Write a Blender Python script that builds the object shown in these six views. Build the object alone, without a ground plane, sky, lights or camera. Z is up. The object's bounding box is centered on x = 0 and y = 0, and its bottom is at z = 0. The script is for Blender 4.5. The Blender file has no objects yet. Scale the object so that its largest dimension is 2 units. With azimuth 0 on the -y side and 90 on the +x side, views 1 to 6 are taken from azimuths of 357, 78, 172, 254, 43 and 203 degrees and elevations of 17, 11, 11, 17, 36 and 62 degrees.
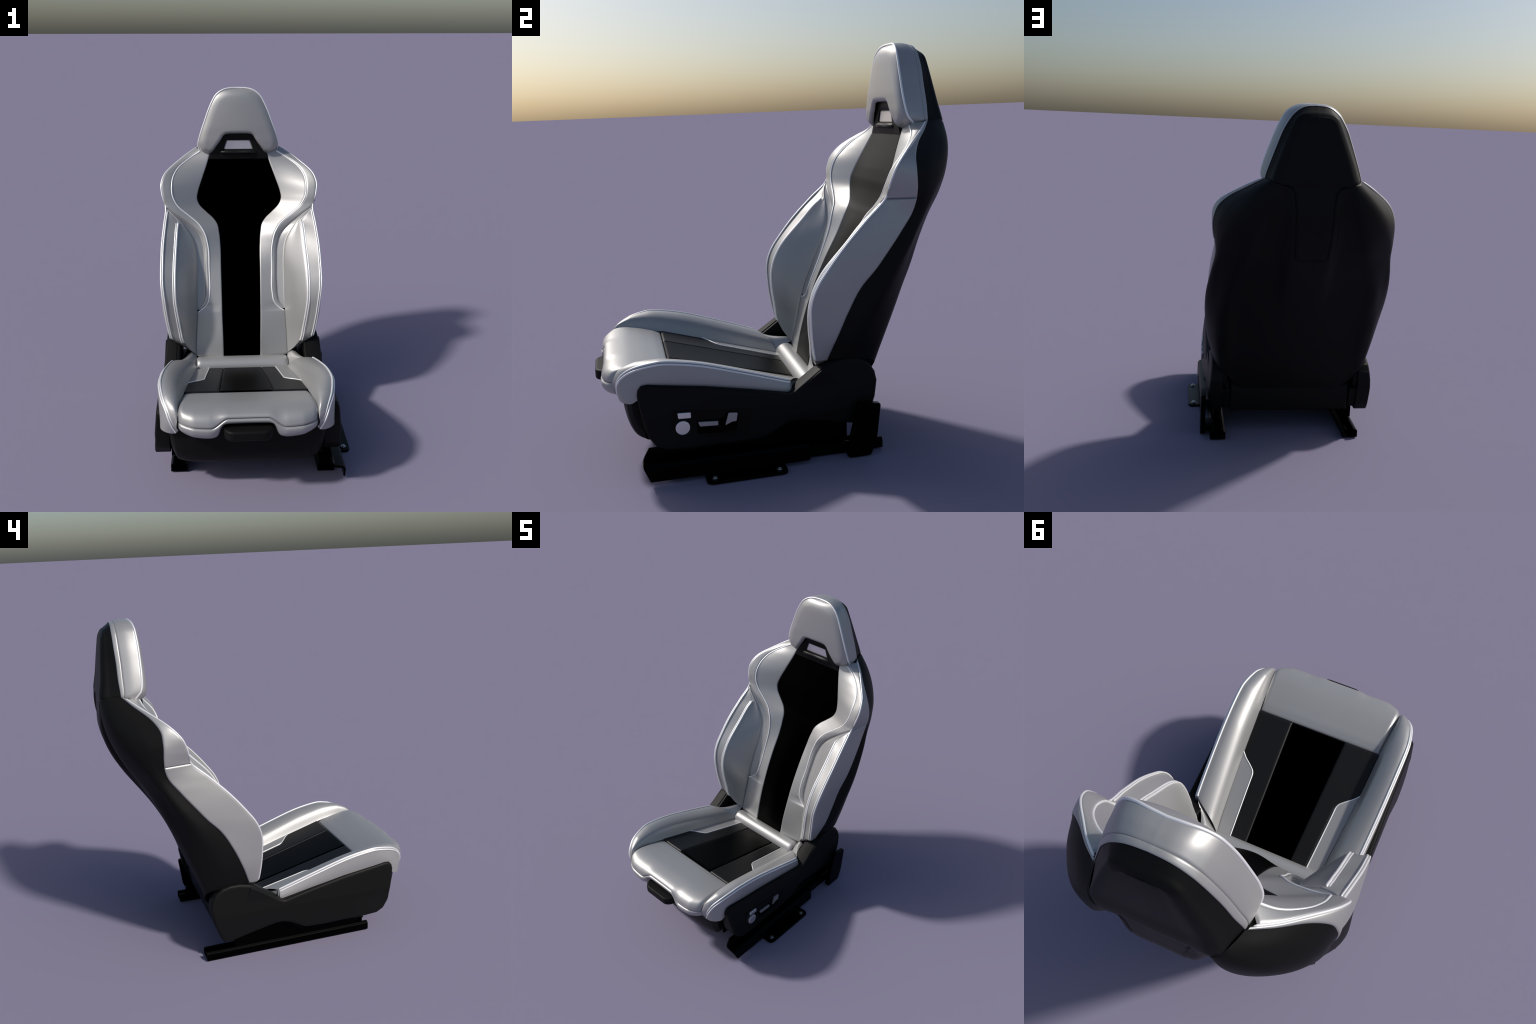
"""Reclined sports car seat: padded grey leather bucket seat with white piping,
black centre inserts, black plastic back shell, side valances and floor rails."""
import bpy, bmesh, math
import numpy as np
from mathutils import Vector

AXIS_X = -0.038          # the seat's own mirror plane in the frame
GREY, PIPE, DARK, FABRIC, PLASTIC, STEEL, SILVER = (0.34, 0.88, 0.012, 0.0, 0.012, 0.004, 0.55)

# ------------------------------------------------------------------ materials
def material(name, colour, rough, spec=0.5, grain=0.0, scale=600.0, vary=0.0, metallic=0.0, coat=0.0):
    m = bpy.data.materials.new(name)
    m.use_nodes = True
    nt = m.node_tree
    b = nt.nodes["Principled BSDF"]
    if not hasattr(colour, "__len__"):
        colour = (colour,) * 3
    b.inputs["Base Color"].default_value = (*colour, 1)
    b.inputs["Roughness"].default_value = rough
    b.inputs["Specular IOR Level"].default_value = spec
    b.inputs["Metallic"].default_value = metallic
    b.inputs["Coat Weight"].default_value = coat
    tc = nt.nodes.new("ShaderNodeTexCoord")
    if grain > 0:
        v = nt.nodes.new("ShaderNodeTexVoronoi")
        v.inputs["Scale"].default_value = scale
        nt.links.new(tc.outputs["Object"], v.inputs["Vector"])
        bp = nt.nodes.new("ShaderNodeBump")
        bp.inputs["Strength"].default_value = grain
        bp.inputs["Distance"].default_value = 0.0006
        nt.links.new(v.outputs["Distance"], bp.inputs["Height"])
        nt.links.new(bp.outputs["Normal"], b.inputs["Normal"])
    if vary > 0:
        n = nt.nodes.new("ShaderNodeTexNoise")
        n.inputs["Scale"].default_value = 3.0
        n.inputs["Detail"].default_value = 3.0
        nt.links.new(tc.outputs["Object"], n.inputs["Vector"])
        r = nt.nodes.new("ShaderNodeValToRGB")
        r.color_ramp.elements[0].position = 0.3
        r.color_ramp.elements[1].position = 0.7
        r.color_ramp.elements[0].color = (*[c * (1 - vary) for c in colour], 1)
        r.color_ramp.elements[1].color = (*[c * (1 + vary) for c in colour], 1)
        nt.links.new(n.outputs["Fac"], r.inputs["Fac"])
        nt.links.new(r.outputs["Color"], b.inputs["Base Color"])
    return m

# coated leather and lacquered plastic: partly metallic sheen
M_GREY = material("grey_leather", .39, 0.41, grain=0.03, vary=0.02, metallic=0.5)
M_PIPE = material("white_piping", .90, 0.42, metallic=0.5)
M_DARK = material("black_leather", .022, 0.45, grain=0.05, metallic=0.8)
M_FABRIC = material("black_fabric", .0, 0.5, metallic=1.0)
M_PLASTIC = material("black_plastic", .0115, 0.5, 0.1, grain=0.05, scale=900, metallic=0.5)
M_STEEL = material("black_steel", .004, 0.4, metallic=1.0)
M_SILVER = material("silver_button", .80, 0.4, metallic=1.0)
M_LEVER = material("silver_darkened_for_shade", .40, 0.4, metallic=0.8)  # button silver toned down: recess shade on slider and lever put into base colour
M_PLATE = material("switch_panel", .005, 0.4, 0.2, metallic=0.5)
M_BOLT = material("zinc_bolt", 0.5, 0.3, metallic=1.0)

# ------------------------------------------------------------------ curve tools
def pchip(xk, yk, x):
    """shape preserving cubic through (xk, yk); yk may hold several columns"""
    xk = np.asarray(xk, float); yk = np.asarray(yk, float)
    if yk.ndim == 1:
        return pchip(xk, yk[:, None], x)[..., 0]
    h = np.diff(xk); d = np.diff(yk, axis=0) / h[:, None]
    m = np.zeros_like(yk)
    if len(xk) == 2:
        m[:] = d[0]
    else:
        w1 = (2 * h[1:] + h[:-1])[:, None]; w2 = (h[1:] + 2 * h[:-1])[:, None]
        same = d[:-1] * d[1:] > 0
        with np.errstate(divide="ignore", invalid="ignore"):
            hm = (w1 + w2) / (w1 / d[:-1] + w2 / d[1:])
        m[1:-1] = np.where(same, hm, 0)
        m[0] = d[0]; m[-1] = d[-1]
    x = np.clip(np.asarray(x, float), xk[0], xk[-1])
    i = np.clip(np.searchsorted(xk, x, side="right") - 1, 0, len(h) - 1)
    t = ((x - xk[i]) / h[i])[..., None]; hh = h[i][..., None]
    return ((1 + 2 * t) * (1 - t) ** 2 * yk[i] + t * (1 - t) ** 2 * hh * m[i]
            + t * t * (3 - 2 * t) * yk[i + 1] + t * t * (t - 1) * hh * m[i + 1])

def catmull(xk, yk, x):
    """smooth (C1) cubic through (xk, yk) with finite-difference tangents"""
    xk = np.asarray(xk, float); yk = np.asarray(yk, float)
    h = np.diff(xk)[:, None]; d = np.diff(yk, axis=0) / h
    m = np.empty_like(yk)
    m[0], m[-1] = d[0], d[-1]
    m[1:-1] = (d[:-1] * h[1:] + d[1:] * h[:-1]) / (h[1:] + h[:-1])
    x = np.clip(np.asarray(x, float), xk[0], xk[-1])
    i = np.clip(np.searchsorted(xk, x, side="right") - 1, 0, len(xk) - 2)
    t = ((x - xk[i]) / h[i, 0])[..., None]; hh = h[i]
    return ((1 + 2 * t) * (1 - t) ** 2 * yk[i] + t * (1 - t) ** 2 * hh * m[i]
            + t * t * (3 - 2 * t) * yk[i + 1] + t * t * (t - 1) * hh * m[i + 1])

def chord(p):
    p = np.asarray(p, float)
    s = np.r_[0, np.cumsum(np.linalg.norm(np.diff(p, axis=0), axis=1))]
    return s / s[-1]

def path(points, n, by_index=False):
    """resampled smooth path through 3D control points"""
    p = np.asarray(points, float)
    k = np.linspace(0, 1, len(p)) if by_index else np.maximum.accumulate(chord(p) + np.arange(len(p)) * 1e-9)
    return catmull(k, p, np.linspace(0, 1, n))

class Rise:
    """a line that climbs with z: control rows (z, x, y)"""
    def __init__(self, rows):
        r = np.asarray(sorted(rows), float)
        self.z, self.xy = r[:, 0], r[:, 1:]
    def __call__(self, z):
        z = np.asarray(z, float)
        q = catmull(self.z, self.xy, z)
        return np.concatenate([q, z[..., None]], -1)
    def run(self, z0, z1, n):
        return self(np.linspace(z0, z1, n))

# ------------------------------------------------------------------ mesh tools
ROOT = None
def add_mesh(name, verts, faces, mat, parent=None, angle=None, merge=0.0, recalc=False):
    me = bpy.data.meshes.new(name)
    me.from_pydata([tuple(map(float, v)) for v in verts], [], faces)
    if merge > 0 or recalc:
        bm = bmesh.new(); bm.from_mesh(me)
        if merge > 0:
            bmesh.ops.remove_doubles(bm, verts=bm.verts, dist=merge)
        if recalc:
            bmesh.ops.recalc_face_normals(bm, faces=bm.faces)
        bm.to_mesh(me); bm.free()
    me.validate()
    me.materials.append(mat)
    me.shade_smooth()
    if angle:
        me.set_sharp_from_angle(angle=math.radians(angle))
    ob = bpy.data.objects.new(name, me)
    bpy.context.scene.collection.objects.link(ob)
    ob.parent = parent or ROOT
    return ob

def grid_faces(nr, nc, close=False, base=0, flip=False):
    f = []
    for i in range(nr - 1):
        for j in range(nc if close else nc - 1):
            a, b = base + i * nc + j, base + i * nc + (j + 1) % nc
            q = (a, b, b + nc, a + nc)
            f.append(q[::-1] if flip else q)
    return f

def normals(g):
    du = np.gradient(g, axis=1); dv = np.gradient(g, axis=0)
    n = np.cross(du, dv)
    l = np.linalg.norm(n, axis=-1, keepdims=True)
    return n / np.maximum(l, 1e-12)

def spread(n):
    """0..1 samples, closer together near both ends"""
    u = np.linspace(0, 1, n)
    return 0.4 * u + 0.6 * (1 - np.cos(np.pi * u)) / 2

def loft(lines, ns, even=False):
    """rows run along the lines, columns across them (smooth through all lines)"""
    L = np.stack(lines, 1)
    w = np.linalg.norm(np.diff(L, axis=1), axis=-1).mean(0)
    k = np.r_[0, np.cumsum(w)]; k = k / k[-1]
    s = np.linspace(0, 1, ns) if even else spread(ns)
    n, K, _ = L.shape
    flat = L.transpose(1, 0, 2).reshape(K, -1)
    g = catmull(k, flat, s) if K > 2 else pchip(k, flat, s)
    return g.reshape(ns, n, 3).transpose(1, 0, 2)

def swell(d, r):
    t = np.clip(d / r, 0, 1)
    return np.sqrt(np.maximum(0, 1 - (1 - t) ** 2))

def pad(g, out, r=0.014, h=0.006, sides="lrbt", bulge=0.0):
    """upholstered panel: rises from its seam line to a padded surface"""
    n = normals(g)
    if (n * np.asarray(out)).sum(-1).mean() < 0:
        n = -n
    du = np.linalg.norm(np.diff(g, axis=1), axis=-1)
    dl = np.concatenate([np.zeros((len(g), 1)), np.cumsum(du, 1)], 1)
    dr = dl[:, -1:] - dl
    dv = np.linalg.norm(np.diff(g, axis=0), axis=-1)
    db = np.concatenate([np.zeros((1, g.shape[1])), np.cumsum(dv, 0)], 0)
    dt = db[-1:] - db
    f = np.ones(g.shape[:2])
    for key, d in (("l", dl), ("r", dr), ("b", db), ("t", dt)):
        if key in sides:
            f = f * swell(d, r)
    w = np.maximum(dl[:, -1:], 1e-9)
    s = dl / w
    tt = db / np.maximum(db[-1:], 1e-9)
    b = bulge * 4 * s * (1 - s) * np.minimum(1, 6 * tt) * np.minimum(1, 6 * (1 - tt))
    return g + n * (h * f + b)[..., None]

def sheet(name, g, mat, out, parent=None, **kw):
    n = normals(g)
    flip = (n * np.asarray(out)).sum(-1).mean() < 0
    return add_mesh(name, g.reshape(-1, 3), grid_faces(*g.shape[:2], flip=flip), mat, parent, **kw)

MIRROR = np.array([-1.0, 1, 1])
def sheet_pair(name, g, mat, out, parent=None, **kw):
    a = sheet(name, g, mat, out, parent, **kw)
    b = sheet(name, g * MIRROR, mat, np.asarray(out) * MIRROR, parent, **kw)
    return a, b

def tube(name, pts, r, mat, parent=None, seg=10, flat=1.0, closed=False):
    p = np.asarray(pts, float); n = len(p)
    t = np.gradient(p, axis=0); t /= np.linalg.norm(t, axis=1, keepdims=True)
    ref = np.cross(t[0], [0.3, 0.5, 0.8]); ref /= np.linalg.norm(ref)
    rows = []
    for i in range(n):
        ref = ref - t[i] * (ref @ t[i]); ref /= np.linalg.norm(ref)
        b = np.cross(t[i], ref)
        a = np.linspace(0, 2 * np.pi, seg, endpoint=False)
        taper = 1.0 if 0 < i < n - 1 else 0.55
        rows.append(p[i] + taper * r * (np.cos(a)[:, None] * ref + flat * np.sin(a)[:, None] * b))
    v = np.concatenate(rows)
    f = grid_faces(n, seg, close=True)
    f += [tuple(range(seg)), tuple(range((n - 1) * seg, n * seg))[::-1]]
    return add_mesh(name, v, f, mat, parent, recalc=True)

def tube_pair(name, pts, r, mat, parent=None, **kw):
    tube(name, pts, r, mat, parent, **kw)
    tube(name, np.asarray(pts) * MIRROR, r, mat, parent, **kw)

def prism(name, outline, lo, hi, mat, parent=None, axis=0, bevel=0.006, segments=3, smooth=0, subs=1):
    """plate with the given closed outline in the two other axes"""
    o = np.asarray(outline, float)
    if smooth:
        c = np.concatenate([o[-2:], o, o[:2]])
        k = np.arange(len(c), dtype=float)
        o = catmull(k, c, np.linspace(2, 2 + len(o), smooth * len(o), endpoint=False))
    n = len(o)
    def place(v):
        q = np.empty((n, 3)); other = [a for a in (0, 1, 2) if a != axis]
        q[:, axis] = v; q[:, other[0]] = o[:, 0]; q[:, other[1]] = o[:, 1]
        return q
    v = np.concatenate([place(lo), place(hi)])
    f = [tuple(range(n)), tuple(range(n, 2 * n))] + [(i, (i + 1) % n, n + (i + 1) % n, n + i) for i in range(n)]
    ob = add_mesh(name, v, f, mat, parent, recalc=True, angle=35)
    if bevel > 0:
        b = ob.modifiers.new("rounded_edges", "BEVEL")
        b.width = bevel; b.segments = segments; b.limit_method = "ANGLE"; b.angle_limit = math.radians(50)
        b.harden_normals = True
    return ob

def rounded(points, radius, steps=5):
    """polygon with rounded corners"""
    p = [np.asarray(q, float) for q in points]; out = []
    for i in range(len(p)):
        a, b, c = p[i - 1], p[i], p[(i + 1) % len(p)]
        r = min(radius, 0.45 * np.linalg.norm(a - b), 0.45 * np.linalg.norm(c - b))
        s = b + (a - b) / np.linalg.norm(a - b) * r
        e = b + (c - b) / np.linalg.norm(c - b) * r
        for t in np.linspace(0, 1, steps):
            out.append((1 - t) ** 2 * s + 2 * t * (1 - t) * b + t * t * e)
    return np.array(out)

# ------------------------------------------------------------------ root
ROOT = bpy.data.objects.new("car_seat", None)
bpy.context.scene.collection.objects.link(ROOT)
ROOT.location = (AXIS_X, 0, 0)
ROOT["label"] = "grey leather sports car bucket seat with black insert and white piping"
ROOT["category"] = "car seat"

# ================================================================== BACKREST
# lines that climb the reclined back, each as (height, half width, depth)
INSERT_EDGE = Rise([(.335, .118, .186), (.48, .120, .218), (.56, .122, .242), (.72, .124, .300), (.865, .126, .367),
                    (1.007, .128, .445), (1.084, .135, .483), (1.14, .149, .514), (1.168, .171, .533), (1.207, .216, .552),
                    (1.248, .258, .567), (1.275, .272, .574), (1.298, .276, .580), (1.329, .271, .592), (1.406, .245, .624), (1.492, .213, .661), (1.60, .178, .708)])
LOWER_Z = .344
WING_ROOT = [(LOWER_Z, .297, .203), (.475, .292, .238), (.62, .283, .268), (.81, .281, .336), (.955, .284, .397), (1.05, .302, .433),
             (1.12, .342, .444), (1.18, .392, .448), (1.22, .437, .462), (1.256, .477, .488)]
OUTER_TOP = [(1.256, .477, .488), (1.337, .499, .506), (1.41, .503, .538), (1.465, .476, .588), (1.527, .396, .672), (1.56, .346, .722), (1.605, .266, .786)]
FRONT_BORDER = Rise(WING_ROOT + OUTER_TOP[1:])
OUTER = Rise([(.470, .447, .142), (.495, .453, .134), (.56, .464, .122), (.62, .473, .115), (.70, .482, .110), (.76, .488, .110), (.80, .493, .117), (.88, .499, .151),
              (.935, .499, .190), (1.05, .497, .283), (1.165, .486, .395)] + OUTER_TOP)
INNER_PIPE = Rise([(.612, .283, .266), (.622, .262, .276), (.640, .237, .284), (.67, .215, .288), (.725, .203, .305), (.87, .203, .367), (1.02, .210, .424),
                   (1.096, .232, .449), (1.15, .270, .474), (1.20, .330, .489), (1.25, .390, .499), (1.312, .428, .510), (1.388, .437, .541),
                   (1.442, .427, .586), (1.492, .392, .636), (1.543, .319, .688), (1.60, .225, .712)])
CHANNEL = Rise([(.628, .283, .272), (.66, .250, .288), (.70, .235, .304), (.765, .230, .329), (.91, .232, .388), (1.02, .241, .436), (1.09, .270, .464),
                (1.15, .335, .476), (1.21, .412, .478), (1.256, .477, .488)])
WING_PIPE = Rise([(.450, .367, .143), (.466, .372, .138), (.55, .386, .130), (.623, .396, .122), (.75, .411, .124), (.82, .413, .143), (.89, .413, .180), (1.05, .407, .322),
                  (1.13, .402, .395), (1.167, .400, .437), (1.21, .436, .457), (1.256, .477, .488)])
SHELL_EDGE = Rise([(.47, .452, .186), (.50, .460, .196), (.618, .498, .237), (.727, .510, .283), (.855, .512, .357), (.93, .514, .425), (.997, .511, .478), (1.104, .499, .561),
                   (1.186, .490, .618), (1.231, .494, .632), (1.291, .506, .636), (1.382, .505, .633), (1.453, .474, .641), (1.508, .414, .680), (1.56, .330, .748), (1.607, .258, .800)])
SHELL_BULGE = Rise([(.46, .463, .295), (.50, .474, .310), (.60, .504, .350), (.706, .520, .395), (.92, .530, .515), (1.07, .509, .610), (1.17, .490, .662), (1.273, .484, .705),
                    (1.39, .464, .735), (1.50, .378, .785), (1.56, .310, .822), (1.607, .244, .848)])
SHELL_CREASE = Rise([(.45, .450, .405), (.50, .456, .430), (.706, .474, .510), (.92, .472, .592), (1.072, .468, .650), (1.17, .460, .700), (1.273, .440, .762),
                     (1.339, .414, .806), (1.399, .385, .836), (1.457, .350, .860), (1.527, .296, .880), (1.60, .234, .884), (1.607, .228, .884)])
SHELL_RIDGE = Rise([(.30, .360, .398), (.40, .400, .438), (.50, .412, .471), (.675, .416, .538), (.80, .416, .586), (.912, .415, .634), (1.057, .390, .699), (1.16, .357, .760), (1.252, .331, .823),
                    (1.369, .288, .880), (1.482, .240, .908), (1.54, .219, .911), (1.607, .200, .906)])
HOLLOW_EDGE = Rise([(.30, .300, .394), (.42, .335, .442), (.69, .340, .534), (.82, .338, .588), (.94, .335, .645), (1.05, .315, .700), (1.13, .293, .745), (1.236, .264, .804),
                    (1.34, .232, .853), (1.42, .208, .882), (1.50, .190, .897), (1.607, .165, .902)])
HOLLOW = Rise([(.30, .150, .394), (.42, .150, .445), (.69, .155, .545), (.82, .155, .600), (.94, .150, .657), (1.05, .145, .724), (1.13, .143, .772), (1.236, .141, .824),
               (1.34, .140, .868), (1.42, .139, .892), (1.50, .138, .899), (1.607, .135, .902)])
SPINE_EDGE = Rise([(.30, .075, .395), (.42, .085, .446), (.69, .10, .547), (.82, .105, .604), (.94, .110, .668), (1.05, .114, .740), (1.13, .115, .794),
                   (1.236, .116, .853), (1.34, .117, .893), (1.42, .118, .909), (1.50, .118, .908), (1.607, .115, .903)])
SPINE = Rise([(.30, .0, .396), (.42, .0, .448), (.69, .0, .549), (.82, .0, .606), (.94, .0, .672), (1.05, .0, .746), (1.13, .0, .800),
              (1.236, .0, .860), (1.34, .0, .900), (1.42, .0, .914), (1.50, .0, .911), (1.607, .0, .904)])

NT = 220
# black centre insert, slightly dished
z_run = np.linspace(.335, 1.585, NT)
edge = INSERT_EDGE(z_run)
mid = edge * [0, 1, 1]
mid[:, 1] -= np.interp(z_run, [.335, .45, .60, .85, 1.0, 1.12, 1.25, 1.36, 1.45, 1.55], [.0, .008, .020, .022, .016, .004, .006, .010, .004, .0])
g = loft([edge * MIRROR, mid, edge], 60)
backrest = sheet("backrest_insert", pad(g, (0, -1, .4), r=.010, h=.004, sides="lrt"), M_FABRIC, (0, -1, .4))

# grey panel beside the insert
def blend_lines(a, b, f, lift=0.0):
    q = a * (1 - f) + b * f
    q[:, 1] -= lift
    return q
def inner_border(z):
    low = FRONT_BORDER(z)
    q = INNER_PIPE(np.maximum(z, .612))
    return np.where((z < .612)[:, None], low, q)
z_run = np.linspace(LOWER_Z - .01, 1.595, 2 * NT)
a, b = INSERT_EDGE(z_run), inner_border(z_run)
g = loft([a, b], 34)
sheet_pair("inner_back_panel", pad(g, (0, -1, .4), r=.010, h=.004, sides="lrt"), M_GREY, (0, -1, .4), backrest)

# shoulder band that runs down beside the piping
z_run = np.linspace(.628, 1.595, 2 * NT)
a = INNER_PIPE(z_run)
b = np.where((z_run < 1.256)[:, None], CHANNEL(np.minimum(z_run, 1.256)), FRONT_BORDER(z_run))
g = loft([a, b], 30)
sheet_pair("shoulder_bolster", pad(g, (0, -1, .4), r=.016, h=.007, sides="lrt", bulge=.001), M_GREY, (0, -1, .4), backrest)

# recessed channel floor between the band and the wing
z_run = np.linspace(.612, 1.25, NT)
a = CHANNEL(np.maximum(z_run, .628)); b = FRONT_BORDER(z_run)
sheet_pair("wing_channel", pad(loft([a, b], 18), (0, -1, .4), r=.008, h=-.003, sides="lr"), M_GREY, (0, -1, .4), backrest)

# wing: inner face, rounded edge strip
a = FRONT_BORDER.run(LOWER_Z, 1.256, NT); b = WING_PIPE.run(.455, 1.256, NT)
m = blend_lines(a, b, .5); m[:, 0] += .004; m[:, 1] += np.interp(m[:, 2], [.45, .75, .9, 1.1], [-.008, -.018, -.009, .008])
sheet_pair("wing_bolster", pad(loft([a, m, b], 34), (-.8, -.6, .2), r=.02, h=.005, sides="lr", bulge=.004), M_GREY, (-.8, -.6, .2), backrest)
a = b; b = OUTER.run(.485, 1.256, NT)
sheet_pair("wing_edge", pad(loft([a, b], 26), (0, -1, .2), r=.016, h=.002, sides="lr"), M_GREY, (0, -1, .2), backrest)

# side cheeks between the outer piping and the black shell
a = OUTER.run(.485, 1.253, NT); b = SHELL_EDGE.run(.49, 1.250, NT)
sheet_pair("side_panel", pad(loft([a, b], 26), (1, 0, 0), r=.012, h=.005, sides="lrt", bulge=.003), M_GREY, (1, 0, 0), backrest)
a = OUTER.run(1.254, 1.605, NT // 2); b = SHELL_EDGE.run(1.252, 1.605, NT // 2)
sheet_pair("shoulder_side_panel", pad(loft([a, b], 26), (1, 0, 0), r=.012, h=.005, sides="lrb", bulge=.002), M_GREY, (1, 0, 0), backrest)
# lower closing of the wing
a = np.stack([WING_PIPE(np.array([.455]))[0], OUTER(np.array([.485]))[0], SHELL_EDGE(np.array([.49]))[0]])
b = FRONT_BORDER(np.array([LOWER_Z]))[0]
fan = np.array([b, [.34, .21, .37], [.38, .235, .42]])
sheet_pair("wing_underside", loft([path(a, 16), path(fan, 16)], 10), M_GREY, (0, -.3, -1), backrest)

# piping of the backrest
tube_pair("shoulder_piping", np.concatenate([INNER_PIPE.run(.613, 1.585, 260)]) + [0, -.004, 0], .0050, M_PIPE, backrest)
o = OUTER.run(.49, 1.600, 240)
tube_pair("outer_piping", o + [0, -.001, 0], .0050, M_PIPE, backrest)
w = WING_PIPE.run(.455, 1.165, 160)
o2 = OUTER.run(.487, 1.235, 160)
tube_pair("wing_piping", w + [0, -.003, .001], .0060, M_PIPE, backrest)
dirn = np.array([-.55, .8, 0]) * .013
tube_pair("wing_piping", w + [.012, -.005, 0], .0045, M_PIPE, backrest)
tube_pair("outer_piping", o2 + [-.011, -.004, 0], .0042, M_PIPE, backrest)

# ---- black back shell with the tongue groove pressed in
TONGUE = np.array([(.262, 1.620), (.232, 1.602), (.188, 1.592), (.149, 1.584), (.123, 1.568), (.108, 1.540), (.100, 1.480), (.097, 1.436), (.093, 1.303),
                   (.089, 1.21), (.083, 1.190), (.070, 1.182), (0, 1.182)])
def distance_to(line, x, z):
    d = np.full(x.shape, 9.0); p = np.stack([x, z], -1)
    for a, b in zip(line[:-1], line[1:]):
        ab = b - a
        t = np.clip(((p - a) @ ab) / (ab @ ab), 0, 1)
        d = np.minimum(d, np.linalg.norm(p - (a + t[..., None] * ab), axis=-1))
    return d
NS = 300
lines = [SHELL_EDGE.run(.49, 1.607, NS), SHELL_BULGE.run(.48, 1.607, NS), SHELL_CREASE.run(.465, 1.607, NS), SHELL_RIDGE.run(.42, 1.607, NS), HOLLOW_EDGE.run(.31, 1.607, NS),
         HOLLOW.run(.30, 1.607, NS), SPINE_EDGE.run(.30, 1.607, NS), SPINE.run(.30, 1.607, NS)]
g = loft(lines, 190, even=True)
x, z = g[..., 0], g[..., 2]
back_side = np.clip((.25 - x) / .03, 0, 1)
g[..., 1] -= .009 * np.exp(-(distance_to(TONGUE, x, z) / .0045) ** 2) * back_side
# the two lower flanks are not quite mirror images
flank = np.clip((1.0 - g[..., 2]) / .2, 0, 1) * np.clip((g[..., 0] - .30) / .1, 0, 1) * np.clip((g[..., 1] - SHELL_EDGE(g[..., 2])[..., 1]) / .08, 0, 1)
for side, shift in ((1, .003), (-1, -.006)):
    q = g.copy(); q[..., 0] += shift * flank
    sheet("back_shell", q * [side, 1, 1], M_PLASTIC, (.3 * side, 1, 0), backrest)
# closing of the shell underneath, and the narrow lower back panel
lo = np.stack([l[0] for l in lines])
inner = lo * [.9, 1, 1] - [0, .06, 0]
sheet_pair("shell_underside", loft([path(lo, 40), path(inner, 40)], 6), M_PLASTIC, (0, 0, -1), backrest)
prism("lower_back_panel", rounded([(.30, .145), (.375, .145), (.395, .305), (.36, .36), (.25, .33)], .02), -.365, .365, M_PLASTIC, backrest, bevel=.012)
# cap between the front padding and the shell at the neck
front = np.concatenate([[[0, .715, 1.575]], np.stack([INSERT_EDGE(np.array([1.575]))[0], INNER_PIPE(np.array([1.580]))[0], OUTER(np.array([1.575]))[0], SHELL_EDGE(np.array([1.575]))[0]])])
rear = np.array([[0, .89, 1.585], [.10, .89, 1.585], [.18, .885, 1.588], [.225, .87, 1.590], [.275, .82, 1.590]])
sheet_pair("neck_cap", loft([path(front, 24), path(rear, 24)], 8), M_PLASTIC, (0, 0, 1), backrest)

# ================================================================== HEADREST
HEAD_PIPE = [(.196, .758, 1.553), (.240, .744, 1.575), (.258, .716, 1.602), (.262, .690, 1.635), (.246, .679, 1.698), (.217, .676, 1.78), (.188, .676, 1.858),
             (.159, .679, 1.920), (.135, .682, 1.954), (.098, .688, 1.979), (.055, .695, 1.990), (0, .699, 1.992)]
HEAD_BACK = [(.205, .800, 1.572), (.240, .800, 1.588), (.254, .800, 1.606), (.249, .801, 1.635), (.228, .804, 1.698), (.199, .803, 1.78), (.169, .805, 1.858),
             (.137, .805, 1.915), (.115, .805, 1.943), (.083, .804, 1.968), (.048, .803, 1.981), (0, .802, 1.985)]
NH = 120
hp, hb = path(HEAD_PIPE, NH, True), path(HEAD_BACK, NH, True)
full = lambda q: np.concatenate([q, (q * MIRROR)[::-1][1:]])
outw = hp - [0, .7, 1.75]
# front cushion: from the centre line and the notch outwards to the piping
CENTRE_Y = ([1.54, 1.58, 1.62, 1.67, 1.73, 1.80, 1.86, 1.918, 1.960, 1.982, 1.992], [.668, .652, .643, .640, .640, .643, .647, .652, .661, .672, .699])
outer = path(HEAD_PIPE[::-1], NH, True)
side_line = np.array([(1.50, .262, .690), (1.635, .262, .690)] + [(q[2], q[0], q[1]) for q in HEAD_PIPE[4:]])
notch = np.array([(0, 1.704), (.055, 1.704), (.084, 1.700), (.099, 1.688), (.112, 1.666), (.150, 1.612), (.188, 1.556)])
nk = 64
inner = np.zeros((NH, 2))
inner[:nk, 1] = np.linspace(1.992, 1.704, nk)
inner[nk - 1:] = pchip(chord(notch), notch, np.linspace(0, 1, NH - nk + 1))
NC = 60
v = spread(NC)
xz = inner[:, None] * (1 - v)[None, :, None] + outer[:, None][..., [0, 2]] * v[None, :, None]
x, z = xz[..., 0], xz[..., 1]
xh, yh = np.moveaxis(pchip(side_line[:, 0], side_line[:, 1:], z), -1, 0)
y0 = pchip(*CENTRE_Y, z)
d_edge = distance_to(outer[:, [0, 2]], x, z)
y = y0 + .014 * np.clip(x / np.maximum(xh, 1e-4), 0, 1) ** 2
fold = 1 - swell(d_edge, .050)
y = y * (1 - fold) + outer[:, None, 1] * fold
dn = distance_to(notch, x, z)
y += .022 * (1 - swell(dn, .025))
g = np.stack([x, y, z], -1)
halves = np.concatenate([g.reshape(-1, 3), (g * MIRROR).reshape(-1, 3)])
headrest = add_mesh("headrest_cushion", halves, grid_faces(*g.shape[:2]) + grid_faces(*g.shape[:2], base=g.shape[0] * g.shape[1], flip=True), M_GREY, merge=1e-5, recalc=True)
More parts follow.
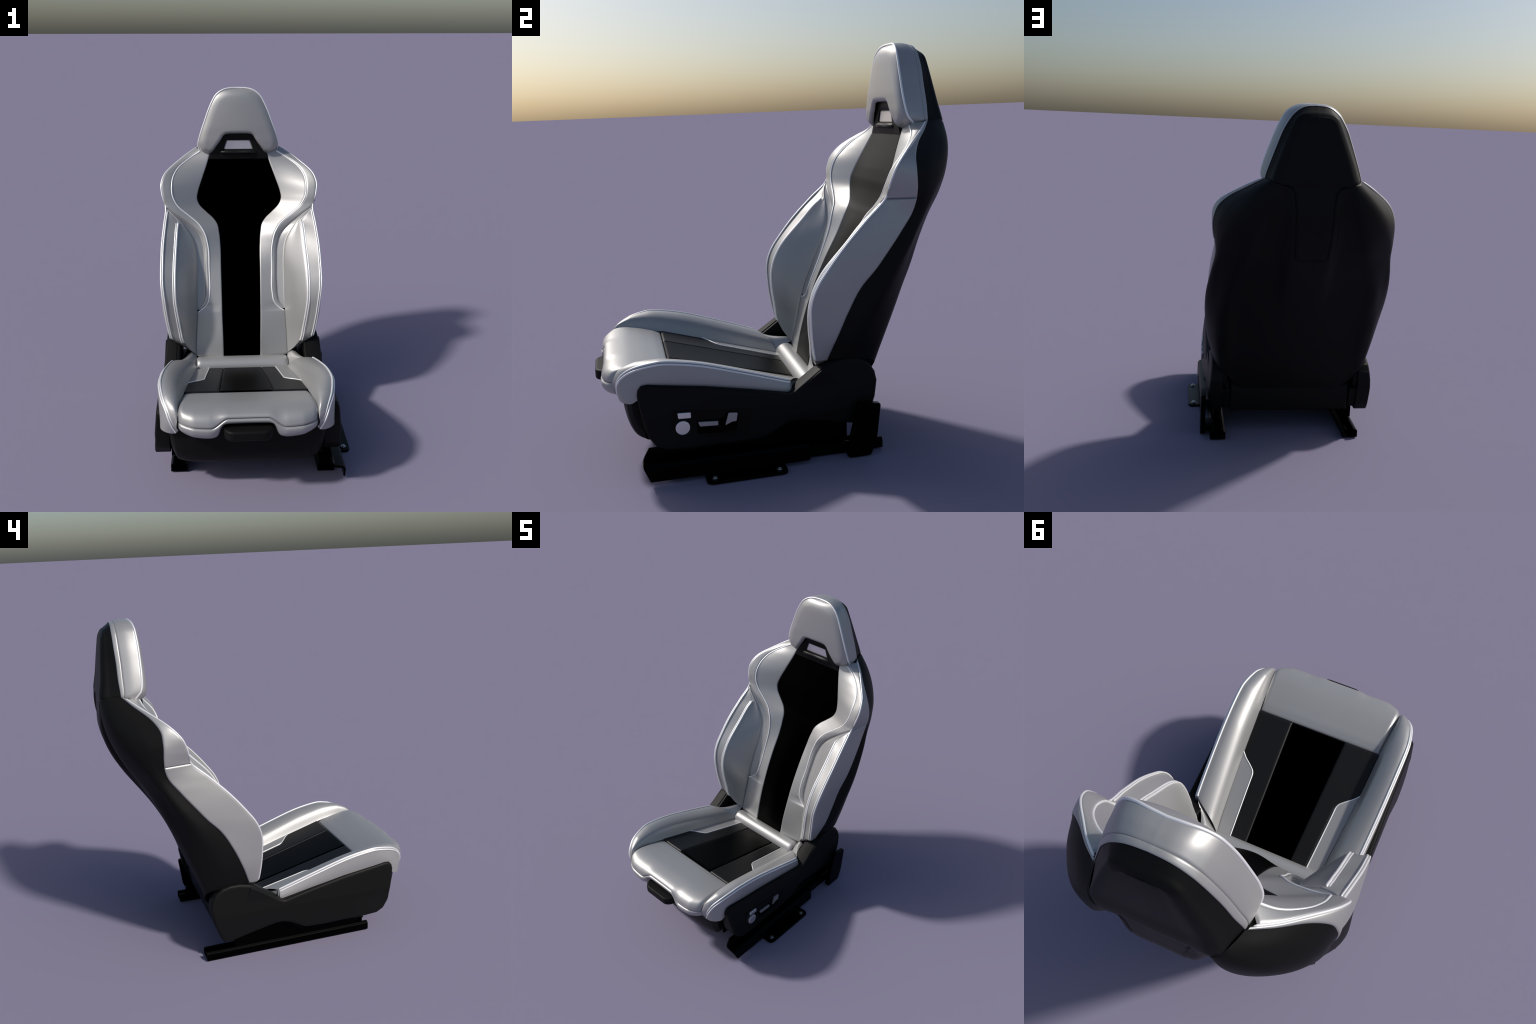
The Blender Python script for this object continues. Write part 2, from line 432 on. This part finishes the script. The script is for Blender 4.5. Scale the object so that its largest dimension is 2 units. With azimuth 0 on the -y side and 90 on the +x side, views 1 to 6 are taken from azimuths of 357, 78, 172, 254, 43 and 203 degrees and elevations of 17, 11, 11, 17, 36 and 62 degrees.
# side band with a seam near its rear edge
seam = hp * .2 + hb * .8
c = np.array([0, 0, 1.72])
def push(q, d):
    r = (q - c) * [1, 0, 1]; r /= np.linalg.norm(r, axis=1, keepdims=True)
    return q + r * d
g = loft([full(hp), full(push(hp * .55 + hb * .45, .005)), full(push(seam, .002))], 26)
sheet("headrest_band", pad(g, full(push(hp, 1) - hp)[:, None], r=.010, h=.004, sides="lr"), M_GREY, full(push(hp, 1) - hp)[:, None], headrest)
g = loft([full(push(seam, .002)), full(push(hp * .08 + hb * .92, .001)), full(hb)], 12)
sheet("headrest_band_edge", pad(g, full(push(hp, 1) - hp)[:, None], r=.008, h=.003, sides="lr"), M_GREY, full(push(hp, 1) - hp)[:, None], headrest)
# underside of the headrest
g = loft([hp[:14], hb[:14]], 4)
low_a = np.stack([hp[0], hb[0]]); low_b = low_a * [0, 1, 1]
sheet_pair("headrest_underside", np.stack([path(np.stack([low_b[i], low_a[i]]), 8) for i in (0, 1)]), M_PLASTIC, (0, 0, -1), headrest)
tube("headrest_piping", full(push(hp, .002)) + [0, -.001, 0], .0055, M_PIPE, headrest)
# black shell behind the headrest
PLATE = [(.195, .900, 1.578), (.208, .901, 1.590), (.218, .902, 1.602), (.210, .898, 1.632), (.189, .887, 1.695), (.158, .877, 1.777), (.128, .868, 1.853),
         (.109, .861, 1.903), (.097, .858, 1.922), (.074, .856, 1.935), (.043, .857, 1.940), (0, .858, 1.941)]
pl = path(PLATE, NH, True)
rim = hb * [.997, 1, 1] + [0, -.002, -.001]
mid = rim * .5 + pl * .5
near = push(rim * .12 + pl * .88, .001)
inn = pl * [.93, 1, 1] + [0, .003, 0]; inn[:, 2] = 1.56 + (pl[:, 2] - 1.56) * .975
cen = pl * [.5, 1, 1] + [0, .006, 0]; cen[:, 2] = 1.56 + (pl[:, 2] - 1.56) * .97
axis = pl * [0, 1, 1] + [0, .008, 0]; axis[:, 2] = 1.56 + (pl[:, 2] - 1.56) * .965
g = loft([rim, mid, near, inn, cen, axis], 60, even=True)[6:]
sheet_pair("headrest_shell", g, M_PLASTIC, (.3, 1, .2), headrest)
# black bezel around the slot, ledge and pale slot plate
HOLE = rounded([(-.096, 1.600), (-.076, 1.659), (.076, 1.659), (.096, 1.600)], .008, 6)
RIMO = rounded([(-.215, 1.535), (-.105, 1.715), (.105, 1.715), (.215, 1.535)], .03, 6)
def ring(o, y):
    return np.stack([o[:, 0], np.full(len(o), y), o[:, 1]], -1)
rows = np.stack([ring(RIMO, .700), ring(RIMO * [.96, 1] - [0, .006], .676), ring(HOLE * .5 + RIMO * .5, .673), ring(HOLE * [1.06, 1] + np.sign(HOLE - [0, 1.63]) * [0, .003], .673), ring(HOLE, .675), ring(HOLE, .686)])
verts = rows.reshape(-1, 3)
add_mesh("slot_bezel", verts, grid_faces(len(rows), rows.shape[1], close=True), M_PLASTIC, headrest, recalc=True, angle=50)
prism("slot_plate", HOLE * [.93, 1] + [0, -.002] - np.sign(HOLE - [0, 1.63]) * [0, .003], .679, .692, M_SILVER, headrest, axis=1, bevel=0)
prism("slot_rim", HOLE * [1.03, 1], .680, .69, M_GREY, headrest, axis=1, bevel=0)
tube("slot_ledge", path([(-.118, .682, 1.578), (-.10, .674, 1.580), (0, .673, 1.580), (.10, .674, 1.580), (.118, .682, 1.578)], 30), .013, M_DARK, headrest)

# ================================================================== SEAT CUSHION
def seat_z(y):
    return .469 - .278 * (np.asarray(y) + .555)
SEAM_Q = np.array([(.352, -.60), (.341, -.555), (.327, -.33), (.302, -.04), (.285, .12)])
def q_x(y):
    return pchip(SEAM_Q[:, 1], SEAM_Q[:, 0], y)
def c_x(y):
    return np.interp(y, [-.56, .12], [.147, .120])
def t_x(y):
    k = [-.60, -.345, -.325, -.30, -.265, -.245, -.225, -.19, .12]
    return np.minimum(pchip(k, [.36, .335, .324, .302, .258, .238, .231, .229, .208], y), q_x(y))
def at(xf, y):
    return np.stack([xf(y), y, seat_z(y)], -1)
yy = np.linspace(-.557, .115, 140)
g = loft([at(c_x, yy) * MIRROR, at(c_x, yy)], 50)
cushion = sheet("seat_insert", pad(g, (0, 0, 1), r=.012, h=.008, sides="lrb"), M_FABRIC, (0, 0, 1))
g = loft([at(c_x, yy), at(t_x, yy)], 30)
sheet_pair("seat_side_insert", pad(g, (0, 0, 1), r=.012, h=.008, sides="lrb"), M_DARK, (0, 0, 1), cushion)
yy = np.linspace(-.334, .115, 100)
g = loft([at(t_x, yy), at(q_x, yy)], 24)
sheet_pair("seat_corner_panel", pad(g, (0, 0, 1), r=.006, h=.008, sides="lr"), M_GREY, (0, 0, 1), cushion)
yy = np.linspace(-.325, .10, 120)
tube_pair("seat_piping", at(t_x, yy) + [.003, 0, .008], .0035, M_PIPE, cushion)

# thigh roll at the front
F_X = [0, .10, .14, .20, .27, .31, .345, .364]
FRONT_Y = [-.870, -.871, -.876, -.886, -.882, -.868, -.846, -.822]
def seam_z(x):
    t = np.clip((x - .100) / .090, 0, 1); t = t * t * (3 - 2 * t)
    return .486 - .046 * t + .012 * np.clip((x - .20) / .16, 0, 1) ** 1.5
xs = np.linspace(-1, 1, 150)
xs = np.sin(xs * np.pi / 2) * .35 + xs * .65
def thigh(u):
    rear_w, front_w = .343, .362
    ax = abs(u)
    xf = front_w * ax
    yf = float(pchip(F_X, FRONT_Y, xf)); zs = float(seam_z(xf))
    top, back = .519, [(-.556, .455), (-.562, .470), (-.585, .482), (-.64, .498), (-.70, .511)]
    ry, rz, yc = -.765 - yf - .003, top - zs - .004, -.765
    nose = [(yc - ry * math.sin(q) ** .8, zs + .004 + rz * math.cos(q) ** .82) for q in np.linspace(0, math.pi / 2, 9)[:-1]]
    prof = back + nose + [(yf + .003, zs + .005), (yf + .010, zs)]
    pr = path([(0, *q) for q in prof], 60)
    width = rear_w + (front_w - rear_w) * np.clip((-.556 - pr[:, 1]) / .25, 0, 1)
    d = width * (1 - ax)
    dip = (1 - swell(d, .030)) * .030
    pr[:, 0] = width * u
    pr[:, 2] -= dip * np.clip((pr[:, 2] - zs) / .03, 0, 1)
    pr[:, 1] += dip * .8 * np.clip((-.78 - pr[:, 1]) / .06, 0, 1)
    return pr
g = np.stack([thigh(u) for u in xs])
sheet("thigh_roll", g, M_GREY, (0, -.4, 1), cushion)
LIP_X = [0, .124, .136, .150, .165, .20, .28, .364]
LIP_Z = [.444, .442, .425, .385, .371, .367, .374, .398]
def lip(u):
    ax = abs(u) * .362
    yf = float(pchip(F_X, FRONT_Y, ax)); zs = float(seam_z(ax)); zb = float(pchip(LIP_X, LIP_Z, ax))
    h = zs - zb
    pr = path([(0, yf + .008, zs), (0, yf - .001, zs - .006), (0, yf - .002, zs - .35 * h), (0, yf + .010, zs - .7 * h), (0, yf + .028, zb + .006), (0, yf + .040, zb), (0, yf + .09, zb + .004)], 30)
    d = .362 * (1 - abs(u))
    pr[:, 1] += (1 - swell(d, .025)) * .02
    pr[:, 0] = .362 * u
    return pr
g = np.stack([lip(u) for u in xs])
sheet("thigh_lip", g, M_GREY, (0, -1, -.2), cushion)
# release paddle under the front edge
paddle = rounded([(-.128, -.80), (-.125, -.885), (-.092, -.918), (.092, -.918), (.125, -.885), (.128, -.80)], .02)
prism("release_paddle", paddle, .384, .438, M_PLASTIC, cushion, axis=2, bevel=.012, segments=4)

# bolsters
BOLSTER_PIPE = [(.364, -.806, .386), (.384, -.813, .428), (.400, -.808, .468), (.416, -.782, .505), (.439, -.731, .537), (.456, -.65, .557), (.462, -.575, .560),
                (.460, -.42, .532), (.453, -.22, .470), (.442, -.02, .402), (.437, .004, .392)]
BOLSTER_LOW = [(.372, -.803, .378), (.402, -.798, .378), (.430, -.780, .378), (.448, -.752, .378), (.452, -.722, .395), (.456, -.66, .425), (.458, -.575, .420),
               (.458, -.42, .398), (.457, -.22, .362), (.452, -.02, .322), (.450, .000, .320)]
BOLSTER_ROOT = [(.360, -.815, .386), (.361, -.832, .430), (.361, -.825, .465), (.359, -.80, .490), (.354, -.72, .495), (.347, -.64, .487), (.341, -.56, .470),
                (.331, -.39, .423), (.315, -.19, .367), (.296, .03, .306), (.285, .11, .285)]
NB = 170
bp, bl, br = path(BOLSTER_PIPE, NB, True), path(BOLSTER_LOW, NB, True), path(BOLSTER_ROOT, NB, True)
lift = np.interp(np.linspace(0, 1, NB), [0, .25, .4, .7, 1], [.004, .016, .034, .036, .028])
m1 = br * .66 + bp * .34; m1[:, 2] += lift * 1.15
m2 = br * .25 + bp * .75; m2[:, 2] += lift * .72
m1[:, 0] -= .004
g = loft([br, m1, m2, bp], 40)
sheet_pair("seat_bolster", pad(g, (-.3, -.1, 1), r=.012, h=.004, sides="r"), M_GREY, (-.3, 0, 1), cushion)
g = loft([bp, bp * .5 + bl * .5 + [.006, 0, 0], bl], 26)
sheet_pair("bolster_side", pad(g, (1, -.2, 0), r=.012, h=.005, sides="lb"), M_GREY, (1, -.2, 0), cushion)
n_out = np.array([.006, 0, .0])
tube_pair("bolster_piping", bp + [-.003, -.002, .006], .0048, M_PIPE, cushion)
tube_pair("bolster_piping", bp + [.006, -.002, -.005], .0048, M_PIPE, cushion)
# narrow tail of the bolster that runs up beside the lumbar roll
tail_out = path([(.437, .004, .392), (.418, .03, .384), (.385, .07, .372), (.362, .12, .366), (.346, .18, .362)], 40)
tail_in = path([(.285, .11, .285), (.287, .13, .305), (.290, .15, .325), (.294, .18, .340), (.297, .205, .345)], 40)
g0 = loft([br[-60:], bp[-60:]], 4)
m = tail_out * .5 + tail_in * .5 + [0, 0, .014]
sheet_pair("bolster_tail", loft([tail_in, m, tail_out], 20), M_GREY, (0, 0, 1), cushion)
drop = tail_out * [.995, 1, 1] + [.0, .004, -.06]
sheet_pair("bolster_end", loft([tail_out, drop], 6), M_GREY, (.6, .6, 0), cushion)
tube_pair("bolster_end_seam", path([(.437, .004, .392), (.440, .008, .375), (.445, .006, .345), (.450, .0, .330)], 20), .005, M_GREY, cushion)

# lumbar roll between seat and back
a = np.linspace(-.5, np.pi * .85, 40)
u = np.linspace(-1, 1, 90)
rows = []
for s in u:
    d = .292 * (1 - abs(s)); k = swell(d, .03)
    r = .046 + .014 * k
    rows.append(np.stack([np.full(40, s * .292), .155 - r * np.cos(a), .286 + r * np.sin(a)], -1))
sheet("lumbar_roll", np.array(rows), M_GREY, (0, -.5, 1), cushion)

# ================================================================== BASE
VALANCE_TOP = [(-.727, .420), (-.722, .445), (-.706, .464), (-.676, .468), (-.41, .430), (-.19, .387), (-.010, .347), (.012, .358), (.147, .453), (.185, .477), (.25, .491),
               (.31, .492), (.36, .480), (.40, .452), (.425, .41), (.434, .365)]
VALANCE_LOW = [(-.727, .418), (-.722, .38), (-.708, .30), (-.69, .225), (-.655, .175), (-.61, .152), (-.487, .145), (-.265, .140), (-.14, .145), (-.05, .193), (-.01, .208),
               (.04, .210), (.16, .185), (.32, .149), (.368, .150), (.39, .19), (.42, .28), (.434, .363)]
def valance_mesh(name, outer, side):
    """shell-like side cover: rounded rim, leaning in towards the top and the rear"""
    n, m = 150, 60
    y = -.727 + 1.161 * spread(n)
    hi, lo = np.interp(y, *zip(*VALANCE_TOP)), np.interp(y, *zip(*VALANCE_LOW))
    k = np.array([.05, .2, .5, .2, .05])
    z = lo[:, None] + (hi - lo)[:, None] * spread(m)[None]
    Y = np.repeat(y[:, None], m, 1)
    rim = np.concatenate([np.stack([y, lo], -1), np.stack([y, hi], -1)[::-1], [[y[0], lo[0]]]])
    d = distance_to(rim[::2], Y, z)
    x = outer - .10 * np.clip(z - .31, 0, 1) - (.05 if side > 0 else -.02) * np.clip(Y - .2, 0, 1) - (.15 if side > 0 else 0) * np.clip(.25 - z, 0, 1) * np.clip((Y + .08) / .1, 0, 1) + .08 * np.clip(.27 - z, 0, 1) * np.clip((-.40 - Y) / .1, 0, 1) - .02 * np.clip(-.55 - Y, 0, 1) - .012 * (1 - swell(d, .018))
    g = np.stack([x, Y, z], -1)
    loop = np.concatenate([g[:, 0], g[-1, 1:], g[::-1, -1][1:], g[0, ::-1][1:-1]])
    inner = loop.copy(); inner[:, 0] = .415
    v = np.concatenate([g.reshape(-1, 3), loop, inner]) * [side, 1, 1]
    f = grid_faces(n, m)
    b = n * m
    f += grid_faces(2, len(loop), close=True, base=b)
    f += [tuple(range(b + len(loop), b + 2 * len(loop)))]
    return add_mesh(name, v, f, M_PLASTIC, None, merge=1e-6, recalc=True, angle=60)
def pair_prism(name, outline, lo, hi, mat, parent=None, **kw):
    a = prism(name, outline, lo, hi, mat, parent, **kw)
    b = prism(name, outline, -hi, -lo, mat, parent, **kw)
    return a, b
valance = valance_mesh("side_valance", .505, 1)
valance_b = valance_mesh("side_valance", .494, -1)
COVER = [(.012, .352), (.147, .447), (.188, .466), (.200, .440), (.236, .386), (.19, .357), (.117, .338), (.057, .336)]
prism("recliner_cover", COVER, .392, .4985, M_PLASTIC, valance, bevel=.010)
prism("recliner_cover", COVER, -.4875, -.392, M_PLASTIC, valance_b, bevel=.010)
pair_prism("rear_block", rounded([(.22, .165), (.365, .165), (.405, .30), (.22, .30)], .012), .37, .43, M_PLASTIC, valance, bevel=.006)
disc = np.array([(.30 + .115 * math.cos(t), .375 + .105 * math.sin(t)) for t in np.linspace(0, 2 * math.pi, 40, endpoint=False)])
pair_prism("recliner_disc", disc, .385, .418, M_PLASTIC, valance, bevel=.008)
# front skirt below the thigh roll
def skirt(u):
    ax = min(abs(u), 1.0); back = max(abs(u) - 1.0, 0.0)
    fall = np.interp(ax, [0, .7, .85, .94, 1], [0, .003, .010, .020, .042])
    rise = np.interp(ax, [0, .75, .88, .95, 1], [0, .003, .008, .014, .040])
    pr = path([(0, -.795, .43), (0, -.795, .36), (0, -.788, .285), (0, -.770, .210), (0, -.748, .168), (0, -.706, .140), (0, -.50, .127)], 40)
    w = np.interp(pr[:, 2], [.13, .16, .22, .32, .43], [.385, .392, .398, .408, .42])
    pr[:, 0] = np.sign(u) * ax * w - np.sign(u) * back * .03
    pr[:, 1] += fall + back * .55
    pr[:, 2] += rise * np.clip((.34 - pr[:, 2]) / .16, 0, 1)
    return pr
us = np.r_[-1.3, -1.2, -1.1, -1.05, np.sin(np.linspace(-1, 1, 80) * np.pi / 2), 1.05, 1.1, 1.2, 1.3]
sheet("front_skirt", np.stack([skirt(u) for u in us]), M_PLASTIC, (0, -1, -.5))
prism("seat_pan", rounded([(-.70, .17), (-.70, .36), (.30, .24), (.30, .17)], .02), -.405, .405, M_STEEL, bevel=0)

# switch cluster on the outer valance
prism("switch_plate", rounded([(-.578, .340), (-.203, .310), (-.196, .294), (-.228, .205), (-.262, .187), (-.55, .198), (-.584, .215)], .02), .500, .5062, M_PLATE, valance, bevel=.001)
prism("switch_recess", rounded([(-.466, .284), (-.346, .276), (-.316, .308), (-.260, .305), (-.276, .210), (-.362, .207), (-.464, .214)], .012), .501, .5074, M_STEEL, valance, bevel=.0012)
prism("switch_button", rounded([(-.551, .331), (-.488, .328), (-.488, .299), (-.548, .302)], .006), .500, .515, M_SILVER, valance, bevel=.003)
prism("switch_dial", [(-.529 + .034 * math.cos(t), .256 + .034 * math.sin(t)) for t in np.linspace(0, 2 * math.pi, 48, endpoint=False)], .500, .516, M_SILVER, valance, bevel=.003)
prism("switch_slider", rounded([(-.458, .276), (-.363, .269), (-.364, .248), (-.450, .253)], .004), .500, .517, M_LEVER, valance, bevel=.003)
prism("switch_lever", rounded([(-.313, .303), (-.270, .299), (-.277, .259), (-.300, .257), (-.331, .244)], .004), .500, .517, M_LEVER, valance, bevel=.003)

# floor rails: U channels with folded lips, and the inner slider
def rail(name, x0, x1, y0, y1):
    w = x1 - x0; t = .006
    sec = [(0, .004), (w, .004), (w, .046), (w - .012, .056), (w - .024, .056), (w - .024, .050), (w - .014, .050), (w - t, .043), (w - t, .012),
           (t, .012), (t, .043), (.014, .050), (.024, .050), (.024, .056), (.012, .056), (0, .046)]
    ob = prism(name, [(x0 + a, b) for a, b in sec], y0, y1, M_STEEL, axis=1, bevel=.0015)
    prism("rail_slider", [(x0 + .028, .02), (x1 - .028, .02), (x1 - .028, .075), (x0 + .028, .075)], y0 + .06, y1 - .20, M_STEEL, ob, axis=1, bevel=.002)
    return ob
rail_l = rail("floor_rail", -.422, -.330, -.585, .462)
rail_r = rail("floor_rail", .391, .483, -.62, .462)
prism("riser", rounded([(-.50, .06), (.285, .06), (.285, .22), (-.50, .22)], .01), -.415, -.37, M_STEEL, rail_l, bevel=.003)
prism("riser", rounded([(-.50, .06), (.285, .06), (.285, .22), (-.50, .22)], .01), .415, .455, M_STEEL, rail_r, bevel=.003)
# cover guard along the outer rail
GUARD = [(.448, .150), (.449, .105), (.462, .092), (.512, .084), (.520, .072), (.524, .016), (.534, .016), (.531, .080), (.518, .095), (.472, .103), (.460, .115), (.459, .150)]
guard = prism("rail_guard", GUARD, -.725, .072, M_STEEL, axis=1, bevel=.002)
bm = bmesh.new(); bm.from_mesh(guard.data)
for vtx in bm.verts:
    if vtx.co.y < -.6:
        vtx.co.y += .035 * (vtx.co.z - .09) / .06 if vtx.co.z > .09 else .03 * (.09 - vtx.co.z) / .07
bm.to_mesh(guard.data); bm.free()
foot = prism("mounting_plate", rounded([(.50, -.440), (.59, -.440), (.606, -.420), (.606, -.070), (.59, -.052), (.50, -.055)], .022), .0, .014, M_STEEL, None, axis=2, bevel=.003)
for yb in (-.400, -.091):
    hexa = [(.572 + .015 * math.cos(t), yb + .015 * math.sin(t)) for t in np.linspace(0, 2 * math.pi, 24, endpoint=False)]
    prism("bolt_washer", hexa, .0145, .018, M_BOLT, foot, axis=2, bevel=.001)
    hexa = [(.572 + .0085 * math.cos(t), yb + .0085 * math.sin(t)) for t in np.linspace(0, 2 * math.pi, 6, endpoint=False)]
    prism("bolt_head", hexa, .018, .025, M_BOLT, foot, axis=2, bevel=.001)
prism("rear_bracket", rounded([(.322, .280), (.433, .265), (.412, .083), (.381, .001), (.272, .001), (.258, .014), (.282, .121)], .012), .512, .540, M_STEEL, rail_r, bevel=.003)
prism("bracket_arm", rounded([(.30, .03), (.40, .03), (.40, .075), (.30, .075)], .01), .47, .515, M_STEEL, rail_r, bevel=.003)
